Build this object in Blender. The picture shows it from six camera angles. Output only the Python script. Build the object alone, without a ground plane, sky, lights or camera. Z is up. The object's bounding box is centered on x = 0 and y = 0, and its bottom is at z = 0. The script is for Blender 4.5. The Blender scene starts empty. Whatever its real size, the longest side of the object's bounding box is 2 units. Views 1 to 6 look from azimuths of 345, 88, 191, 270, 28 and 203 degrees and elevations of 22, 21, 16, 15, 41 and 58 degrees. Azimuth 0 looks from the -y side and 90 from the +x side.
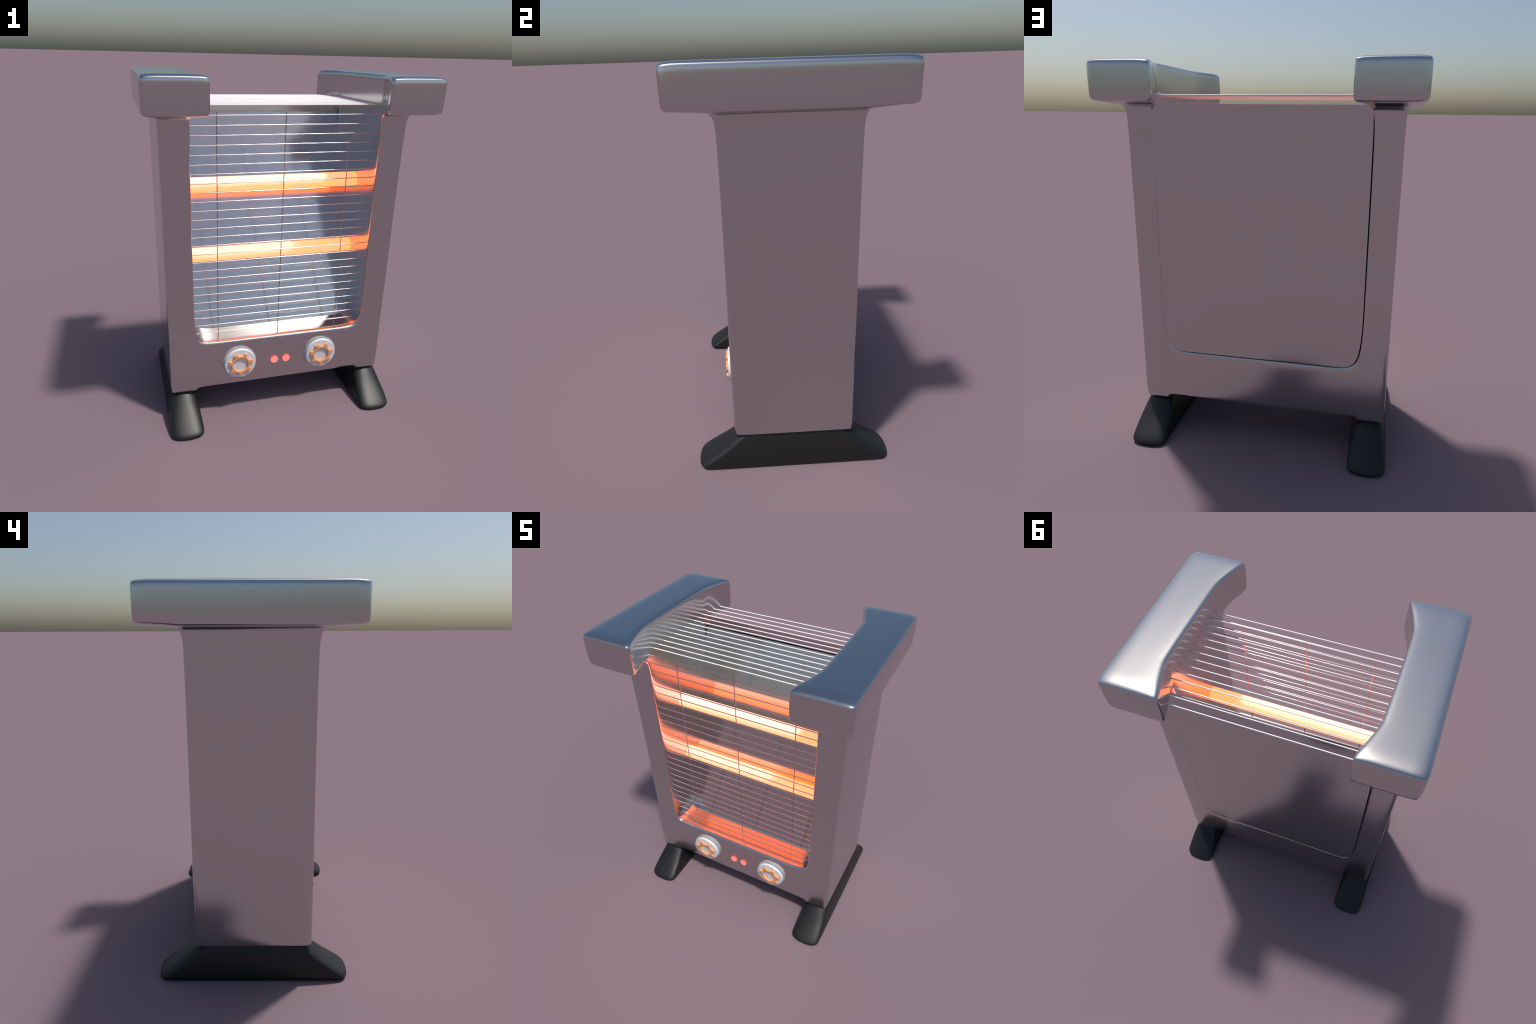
"""Electric quartz heater: a U-shaped pressed-metal housing whose two arms end in
thick handles, black feet, a slanted mirror, two glowing tubes, a wire grille,
two knobs with gear emblems and two red lamps.  Metres, z up, front is -y."""
import bpy, bmesh, math
from mathutils import Vector, Matrix

# ------------------------------------------------------------------ helpers
def material(name, colour, rough, metal=0.0, emit=None, strength=0.0, ior=1.45, rough_var=0.0, bump=0.0, grain=60.0):
    m = bpy.data.materials.new(name)
    m.use_nodes = True
    nt = m.node_tree
    b = nt.nodes["Principled BSDF"]
    b.inputs["Base Color"].default_value = (*colour, 1)
    b.inputs["Roughness"].default_value = rough
    b.inputs["Metallic"].default_value = metal
    b.inputs["IOR"].default_value = ior
    if emit:
        b.inputs["Emission Color"].default_value = (*emit, 1)
        b.inputs["Emission Strength"].default_value = strength
    if rough_var or bump:
        tc = nt.nodes.new("ShaderNodeTexCoord")
        no = nt.nodes.new("ShaderNodeTexNoise")
        no.inputs["Scale"].default_value = grain
        no.inputs["Detail"].default_value = 3
        nt.links.new(tc.outputs["Object"], no.inputs["Vector"])
        if rough_var:
            mr = nt.nodes.new("ShaderNodeMapRange")
            mr.inputs["To Min"].default_value = rough - rough_var
            mr.inputs["To Max"].default_value = rough + rough_var
            nt.links.new(no.outputs["Fac"], mr.inputs["Value"])
            nt.links.new(mr.outputs["Result"], b.inputs["Roughness"])
        if bump:
            bp = nt.nodes.new("ShaderNodeBump")
            bp.inputs["Strength"].default_value = bump
            bp.inputs["Distance"].default_value = 0.001
            nt.links.new(no.outputs["Fac"], bp.inputs["Height"])
            nt.links.new(bp.outputs["Normal"], b.inputs["Normal"])
    return m


METAL = material("brushed_metal", (0.56, 0.56, 0.56), 0.17, 1.0)
MIRROR = material("reflector_metal", (0.56, 0.56, 0.56), 0.14, 1.0)
WIRE = material("chromed_wire", (0.60, 0.60, 0.60), 0.20, 1.0)
DARKWIRE = material("dull_steel_wire", (0.48, 0.48, 0.48), 0.20, 1.0)
ENAMEL = material("white_enamel_wire", (0.92, 0.92, 0.93), 0.3)
BLACK = material("black_plastic", (0.010, 0.011, 0.011), 0.44, 0.0, rough_var=0.02)
WHITE = material("white_plastic", (0.68, 0.68, 0.69), 0.45)
GREY = material("grey_plastic", (0.40, 0.42, 0.43), 0.4)
ORANGE = material("orange_plastic", (0.82, 0.355, 0.15), 0.5)
GLOW = material("glowing_quartz", (0.72, 0.74, 0.76), 0.5, emit=(1.0, 0.127, 0.011), strength=3.3)
LAMP = material("red_lamp", (0.10, 0.01, 0.01), 0.6, emit=(1.0, 0.125, 0.11), strength=1.1)
PALE_RED = material("red_lamp_pale_face", (0.10, 0.02, 0.02), 0.6, emit=(1.0, 0.235, 0.19), strength=1.1)

coll = bpy.context.scene.collection


def add(name, mesh, parent=None, mats=()):
    o = bpy.data.objects.new(name, mesh)
    coll.objects.link(o)
    for m in mats:
        mesh.materials.append(m)
    if parent:
        o.parent = parent
    return o


def smooth(mesh, on=True):
    mesh.polygons.foreach_set("use_smooth", [on] * len(mesh.polygons))


def baked(obj):
    """Mesh of obj with its modifiers applied; the helper object is deleted."""
    bpy.context.view_layer.update()
    dg = bpy.context.evaluated_depsgraph_get()
    me = bpy.data.meshes.new_from_object(obj.evaluated_get(dg))
    bpy.data.objects.remove(obj)
    return me


def block_cage(xs, ys, zs, solid, warp, tag=None):
    """Control cage: the boundary of the solid cells of a grid, each grid point
    moved by warp().  Subdivided, the grid lines act as holding loops."""
    nx, ny, nz = len(xs) - 1, len(ys) - 1, len(zs) - 1

    def full(i, j, k):
        if not (0 <= i < nx and 0 <= j < ny and 0 <= k < nz):
            return False
        return solid((xs[i] + xs[i + 1]) / 2, (ys[j] + ys[j + 1]) / 2, (zs[k] + zs[k + 1]) / 2)

    verts, index, faces, tags = [], {}, [], []

    def v(i, j, k):
        if (i, j, k) not in index:
            index[i, j, k] = len(verts)
            verts.append(warp(xs[i], ys[j], zs[k]))
        return index[i, j, k]

    sides = [((1, 0, 0), [(1, 0, 0), (1, 1, 0), (1, 1, 1), (1, 0, 1)]),
             ((-1, 0, 0), [(0, 0, 0), (0, 0, 1), (0, 1, 1), (0, 1, 0)]),
             ((0, 1, 0), [(0, 1, 0), (0, 1, 1), (1, 1, 1), (1, 1, 0)]),
             ((0, -1, 0), [(0, 0, 0), (1, 0, 0), (1, 0, 1), (0, 0, 1)]),
             ((0, 0, 1), [(0, 0, 1), (1, 0, 1), (1, 1, 1), (0, 1, 1)]),
             ((0, 0, -1), [(0, 0, 0), (0, 1, 0), (1, 1, 0), (1, 0, 0)])]
    for i in range(nx):
        for j in range(ny):
            for k in range(nz):
                if not full(i, j, k):
                    continue
                for (a, b, c), quad in sides:
                    if not full(i + a, j + b, k + c):
                        faces.append([v(i + p, j + q, k + r) for p, q, r in quad])
                        tags.append(tag((xs[i] + xs[i + 1]) / 2, (zs[k] + zs[k + 1]) / 2) if tag else 0)
    me = bpy.data.meshes.new("cage")
    me.from_pydata(verts, [], faces)
    me.polygons.foreach_set("material_index", tags)
    return me


def subdivided(me, levels):
    for _ in range(max(1, max((p.material_index for p in me.polygons), default=0) + 1)):
        me.materials.append(METAL)
    o = add("helper", me)
    s = o.modifiers.new("s", "SUBSURF")
    s.levels = s.render_levels = levels
    out = baked(o)
    smooth(out)
    return out


def split_by_tag(me, names, parent, mat):
    """Separate a smooth body by region; borders coincide and shading stays seamless."""
    normals = [v.normal.copy() for v in me.vertices]
    made = []
    for t, name in enumerate(names):
        polys = [p for p in me.polygons if p.material_index == t]
        remap, vs, ns, fs = {}, [], [], []
        for p in polys:
            f = []
            for vi in p.vertices:
                if vi not in remap:
                    remap[vi] = len(vs)
                    vs.append(me.vertices[vi].co.copy())
                    ns.append(normals[vi])
                f.append(remap[vi])
            fs.append(f)
        part = bpy.data.meshes.new(name)
        part.from_pydata(vs, [], fs)
        smooth(part)
        part.normals_split_custom_set_from_vertices(ns)
        made.append(add(name, part, parent, [mat]))
    return made


def lathe(profile, n=96):
    """Closed turned solid about the -y axis; profile = [(radius, y)...] back to front."""
    vs, fs = [], []
    for r, y in profile:
        for s in range(n):
            a = math.tau * s / n
            vs.append((r * math.cos(a), y, r * math.sin(a)))
    for k in range(len(profile) - 1):
        for s in range(n):
            t = (s + 1) % n
            fs.append((k * n + s, k * n + t, (k + 1) * n + t, (k + 1) * n + s))
    fs.append(tuple(range(n)))
    fs.append(tuple(reversed(range((len(profile) - 1) * n, len(profile) * n))))
    me = bpy.data.meshes.new("turned")
    me.from_pydata(vs, [], fs)
    bm = bmesh.new()
    bm.from_mesh(me)
    bmesh.ops.recalc_face_normals(bm, faces=bm.faces)
    bm.to_mesh(me)
    bm.free()
    smooth(me)
    me.set_sharp_from_angle(angle=math.radians(32))
    return me


def bevelled(me, width, segs=3, angle=30):
    o = add("helper", me)
    b = o.modifiers.new("b", "BEVEL")
    b.width, b.segments, b.limit_method, b.angle_limit = width, segs, "ANGLE", math.radians(angle)
    out = baked(o)
    smooth(out)
    out.set_sharp_from_angle(angle=math.radians(50))
    return out


def rod_mesh(name, length, radius, axis, n=14):
    """Straight drawn wire, cut square, centred on the origin."""
    h = length / 2
    prof = [(-h, radius), (0.0, radius), (h, radius)]
    vs, fs = [], []
    for t, r in prof:
        for s in range(n):
            a = math.tau * s / n
            p, q = r * math.cos(a), r * math.sin(a)
            vs.append((t, p, q) if axis == "x" else (p, q, t))
    for k in range(len(prof) - 1):
        for s in range(n):
            u = (s + 1) % n
            fs.append((k * n + s, k * n + u, (k + 1) * n + u, (k + 1) * n + s))
    fs.append(tuple(reversed(range(n))))
    fs.append(tuple(range((len(prof) - 1) * n, len(prof) * n)))
    me = bpy.data.meshes.new(name)
    me.from_pydata(vs, [], fs)
    bm = bmesh.new()
    bm.from_mesh(me)
    bmesh.ops.recalc_face_normals(bm, faces=bm.faces)
    bm.to_mesh(me)
    bm.free()
    smooth(me)
    me.set_sharp_from_angle(angle=math.radians(60))
    return me


# ------------------------------------------------------------------ the thing
heater = bpy.data.objects.new("quartz_heater", None)
coll.objects.link(heater)
heater["label"] = "silver electric quartz heater with glowing tubes, wire grille and black feet"
heater["category"] = "space heater"

# ---- housing and handles: one smooth pressed body, split by region
WALL, WALL_S, BODY_S, BODY, HAND_S, HAND, CORNER = 0.513, 0.542, 0.630, 0.667, 0.710, 0.750, 0.415
LEG, BELLY, FLOOR, SEAT, TOP = 0.190, 0.211, 0.516, 1.800, 2.000
DEPTH, REACH = 0.300, 0.500

half = [CORNER, WALL, WALL_S, BODY_S, BODY, HAND_S, HAND]
XS = [-x for x in reversed(half)] + half
YS = [-REACH, -0.458, -0.39, -DEPTH, -0.278, 0.278, 0.290, DEPTH, 0.39, 0.458, REACH]
ZS = [LEG, BELLY, 0.237, 0.484, FLOOR, 0.85, 1.20, 1.70, SEAT, 1.838, 1.970, TOP]


def housing_solid(x, y, z):
    ax, ay = abs(x), abs(y)
    if z > SEAT:
        return ax > WALL
    if ax > BODY or ay > DEPTH:
        return False
    if z > FLOOR:
        return ax > WALL
    if z < BELLY:
        return ax > WALL
    return True


def housing_warp(x, y, z):
    ax, ay = abs(x), abs(y)
    sx, sy = math.copysign(1, x), math.copysign(1, y)
    px, py, pz = ax, ay, z
    if z >= SEAT:                                   # handle: waisted on the inner side
        flare = {0.278: 0.0, 0.290: 0.03, DEPTH: 0.05, 0.39: 0.43, 0.458: 0.77, REACH: 1.0}[ay]
        inner = (0.514 if z == SEAT else 0.5125) - 0.074 * flare
        if z > SEAT and ay == 0.278:
            py = 0.205
        if z > SEAT and ay == 0.290:
            py = 0.268
        if z == SEAT and ay == DEPTH:
            py = 0.309
        if ax == WALL:
            px = inner
            if z == SEAT and y in (0.290, DEPTH):
                px += 0.012
        elif ax == WALL_S:
            px = inner + 0.034 + 0.010 * flare
        row = ZS.index(z) - ZS.index(SEAT)          # outer faces swell slightly
        if ay >= REACH:
            py = (0.5068, 0.5086, 0.5090, 0.5082)[row] - (0.0012 if ax in (WALL, HAND) else 0.0)
        if ax == HAND:
            px = (0.7565, 0.7592, 0.7600, 0.7586)[row] - (0.0012 if ay >= REACH else 0.0)
        if z == SEAT:
            if ay > DEPTH:
                pz += 0.004 + 0.008 * flare
            if ax == HAND:
                pz += 0.006
        if ay >= REACH and z in (SEAT, TOP):        # soft corners on the end faces
            if ax == WALL:
                px += 0.007
                pz += 0.002 if z == SEAT else -0.004
            if ax == HAND:
                px -= 0.004
                pz += 0.002 if z == SEAT else -0.002
        if z == TOP:
            if ay >= REACH:
                pz -= 0.006
            if ax in (HAND, WALL):
                pz -= 0.004
        if z == SEAT and ax == BODY:
            px = 0.677
    else:                                           # body: flat faces with a slight belly
        if ax == BODY:
            px = 0.6665 if ay == DEPTH else 0.675
            if z == 1.70:
                px += 0.003
            if z <= BELLY:
                px -= 0.004
        if ay == DEPTH:
            py = (0.311 if z < 0.9 else 0.307) if y < 0 else 0.309
            if ax == BODY:
                py -= 0.004 if z == 1.70 else 0.0075
            elif ax == BODY_S:
                py -= 0.001
        if y < 0 and ay == 0.278 and (ax == WALL or z == FLOOR):   # front rim: round
            py = 0.268
        if y < 0 and ax == WALL and z > FLOOR:
            px = 0.519 if ay == DEPTH else 0.5165
        if y < 0 and z == 0.85:                     # tighter lower corners in front
            pz = 0.74
        if y > 0:                                   # rear rim: shallow, wide rebate edge
            if ay == 0.278 and (ax == WALL or z == FLOOR):
                py = 0.283
            if ay in (0.290, DEPTH):                # stepped seat for the back panel
                out = 0.021 if ay == 0.290 else 0.024
                if ay == 0.290 and (ax == WALL or z == FLOOR):
                    py = 0.286
                if ax == WALL:
                    px = WALL + out
                if z == FLOOR and ax <= WALL:
                    pz = FLOOR - out
            if ax == WALL_S and z > FLOOR:
                px = 0.566
            if z == 0.484 and ax < WALL_S:
                pz = 0.462
    return (sx * px, sy * py, pz)


def housing_tag(x, z):
    return 0 if z < SEAT else (1 if x < 0 else 2)


body = subdivided(block_cage(XS, YS, ZS, housing_solid, housing_warp, housing_tag), 4)
split_by_tag(body, ["housing", "handle", "handle.001"], heater, METAL)
bpy.data.meshes.remove(body)

# ---- back panel: fills the rear opening, a hair behind its rim, with an open seam
PANEL_W, PANEL_LOW = WALL + 0.0240, FLOOR - 0.0207
phalf = [0.14, 0.28, CORNER, PANEL_W]
PX = [-x for x in reversed(phalf)] + phalf
PY = [0.3056, 0.3060, 0.3081, 0.3085]
PZ = [PANEL_LOW, 0.85, 1.20, 1.70, 1.775, 1.803, 1.806]


def panel_warp(x, y, z):
    ax = abs(x)
    lift = 0.012 * max(0.0, (z - 1.62) / (1.806 - 1.62)) ** 2
    swell = 0.0035 * (1 - (ax / PANEL_W) ** 2) * min(1.0, max(0.0, (z - FLOOR) / 0.28))
    if ax > 0.5 and z >= 1.775:                     # top corners eased
        ax -= 0.004 if z < 1.80 else 0.014
    return (math.copysign(ax, x) + 0.0020, y + lift + swell, z)


panel = subdivided(block_cage(PX, PY, PZ, lambda x, y, z: True, panel_warp), 3)
panel.materials.clear()
panel.name = "back_panel"
add("back_panel", panel, heater, [METAL])

# ---- slanted reflector sheet: short floor apron, tight bend, straight slope
def reflector():
    path = [(-0.157, FLOOR - 0.034), (-0.1440, FLOOR + 0.002), (-0.1190, 0.574), (-0.0860, 0.661),
            (0.075, 1.097), (0.303, 1.749)]
    th, w = 0.005, 0.526
    out = []
    for i, (y, z) in enumerate(path):
        p = Vector(path[max(i - 1, 0)])
        q = Vector(path[min(i + 1, len(path) - 1)])
        d = (q - p).normalized()
        out.append((y + d.y * th, z - d.x * th))
    n = len(path)
    vs = [(sx * w, y, z) for sx in (-1, 1) for y, z in path] + [(sx * w, y, z) for sx in (-1, 1) for y, z in out]
    fs = []
    for i in range(n - 1):
        fs.append((i, n + i, n + i + 1, i + 1))
        fs.append((2 * n + i, 2 * n + i + 1, 3 * n + i + 1, 3 * n + i))
        fs.append((i, i + 1, 2 * n + i + 1, 2 * n + i))
        fs.append((n + i, 3 * n + i, 3 * n + i + 1, n + i + 1))
    fs.append((0, 2 * n, 3 * n, n))
    fs.append((n - 1, 2 * n - 1, 4 * n - 1, 3 * n - 1))
    me = bpy.data.meshes.new("reflector")
    me.from_pydata(vs, [], fs)
    bm = bmesh.new()
    bm.from_mesh(me)
    bmesh.ops.recalc_face_normals(bm, faces=bm.faces)
    bm.to_mesh(me)
    bm.free()
    smooth(me)
    me.set_sharp_from_angle(angle=math.radians(18))
    return me


add("reflector", reflector(), heater, [MIRROR])

# ---- feet: long black skids, hipped ends, rounded by subdivision
FX = [0, 1, 2, 3]
FYN = [0, 1, 2, 3]
LEVELS = [  # z, half width, extra on the outer flank, half length
    (0.000, 0.082, 0.000, 0.482), (0.0015, 0.092, 0.000, 0.499), (0.016, 0.0975, 0.001, 0.5065),
    (0.034, 0.0965, 0.003, 0.489), (0.072, 0.0905, 0.006, 0.434), (0.120, 0.080, 0.008, 0.368),
    (0.175, 0.067, 0.006, 0.305), (0.210, 0.058, 0.000, 0.258)]


def foot_mesh(name, side):
    zs = [l[0] for l in LEVELS]
    size = {l[0]: l[1:] for l in LEVELS}

    def warp(i, j, z):
        w, extra, l = size[z]
        ins = 0.036
        x = [-w, -w + ins, w + extra - ins, w + extra][int(i)]
        y = [-l, -l + 0.055, l - 0.055, l][int(j)]
        if int(i) in (0, 3) and int(j) in (0, 3):       # toes are rounded in plan
            y -= math.copysign(0.031, y)
            x *= 0.98
        return (x, y, z)

    me = subdivided(block_cage(FX, FYN, zs, lambda *a: True, warp), 4)
    if side < 0:
        me.transform(Matrix.Scale(-1, 4, (1, 0, 0)))
        me.flip_normals()
    low = min(v.co.z for v in me.vertices)
    for v in me.vertices:
        v.co.z -= low
    me.materials.clear()
    me.materials.append(BLACK)
    me.name = name
    return me


for n, side in enumerate((-1, 1)):
    name = "foot" if n == 0 else "foot.001"
    o = add(name, foot_mesh(name, side), heater)
    o.location.x = side * 0.5935

# ---- heating tubes
tube = lathe([(0.042, -0.545), (0.042, 0.545)], 64)
tube.name = "heating_tube"
tube.transform(Matrix.Rotation(math.pi / 2, 4, "Z"))
tube.materials.append(GLOW)
for n, z in enumerate((1.392, 0.966)):
    o = add("heating_tube" if n == 0 else "heating_tube.001", tube, heater)
    o.location = (0, -0.045, z)

# ---- wire grille: front rods, top rods, three uprights
grille = bpy.data.objects.new("grille", None)
coll.objects.link(grille)
grille.parent = heater
cross = rod_mesh("wire", 1.06, 0.0027, "x")
cross.materials.append(WIRE)
top_wire = rod_mesh("top_wire", 1.06, 0.0031, "x")
top_wire.materials.append(ENAMEL)
upright = rod_mesh("upright_wire", 1.310, 0.0028, "z")
upright.materials.append(DARKWIRE)
spots = [(-0.240, 1.793 - 0.0499 * k) for k in range(26)]
for n, (y, z) in enumerate(spots):
    o = add("wire" if n == 0 else f"wire.{n:03d}", cross, grille)
    o.location = (0, y, z)
for n in range(14):
    add("top_wire" if n == 0 else f"top_wire.{n:03d}", top_wire, grille).location = (0, 0.412 - 0.0498 * n, 1.8435)
for n, x in enumerate((-0.371, 0.0, 0.371)):
    o = add("upright_wire" if n == 0 else f"upright_wire.{n:03d}", upright, grille)
    o.location = (x, -0.2375, 1.153)

# ---- knobs: grey ring, white cap, raised orange gear
ring_me = lathe([(0.100, -0.290), (0.1025, -0.296), (0.1025, -0.3155), (0.1018, -0.3162), (0.088, -0.3167), (0.088, -0.313)])
ring_me.name = "knob_ring"
ring_me.materials.append(GREY)
cap_me = lathe([(0.085, -0.310), (0.085, -0.3200), (0.0962, -0.3200), (0.0968, -0.3207), (0.0938, -0.3358), (0.0928, -0.3368), (0.0915, -0.337)])
cap_me.name = "knob"
cap_me.materials.append(WHITE)


def gear_mesh(teeth=7, inner=0.0455, root=0.0575, tip=0.0755, back=-0.336, front=-0.3485, per=40):
    n = teeth * per
    vs, fs = [], []
    for y in (back, front):
        for k in range(n):
            ph = (k / per) % 1.0
            d = abs(ph - 0.5) * math.tau / teeth          # angle from the tooth's middle
            f = (0.215 - d) / 0.075
            f = max(0.0, min(1.0, f))
            f = f * f * (3 - 2 * f)
            r = root + (tip - root) * f
            a = -math.pi / 2 + math.tau * (k - per / 2) / n
            vs.append((inner * math.cos(a), y, inner * math.sin(a)))
            vs.append((r * math.cos(a), y, r * math.sin(a)))
    m = 2 * n
    for k in range(n):
        a, b = 2 * k, 2 * ((k + 1) % n)
        fs += [(a, b, b + 1, a + 1), (m + a, m + a + 1, m + b + 1, m + b),
               (a, m + a, m + b, b), (a + 1, b + 1, m + b + 1, m + a + 1)]
    me = bpy.data.meshes.new("gear_emblem")
    me.from_pydata(vs, [], fs)
    bm = bmesh.new()
    bm.from_mesh(me)
    bmesh.ops.recalc_face_normals(bm, faces=bm.faces)
    bm.to_mesh(me)
    bm.free()
    out = bevelled(me, 0.0048, 4, 40)
    out.name = "gear_emblem"
    out.materials.append(ORANGE)
    return out


gear_me = gear_mesh()
for n, x in enumerate((-0.256, 0.256)):
    suffix = "" if n == 0 else ".001"
    k = add("knob" + suffix, cap_me, heater)
    k.location = (x, 0, 0.3655)
    add("knob_ring" + suffix, ring_me, k)
    add("gear_emblem" + suffix, gear_me, k).location.z = -0.002

# ---- indicator lamps: short red studs with a paler front disc
lamp_me = lathe([(0.0235, -0.290), (0.0235, -0.3170), (0.0231, -0.3178), (0.0222, -0.3182)], 64)
lamp_me.name = "indicator_lamp"
lamp_me.materials.append(LAMP)
disc_me = lathe([(0.0218, -0.3175), (0.0218, -0.3185), (0.0208, -0.3192)], 64)
disc_me.name = "lamp_pale_disc"
disc_me.materials.append(PALE_RED)
for n, x in enumerate((-0.0375, 0.0375)):
    suffix = "" if n == 0 else ".001"
    o = add("indicator_lamp" + suffix, lamp_me, heater)
    o.location = (x, 0, 0.351)
    add("lamp_pale_disc" + suffix, disc_me, o)
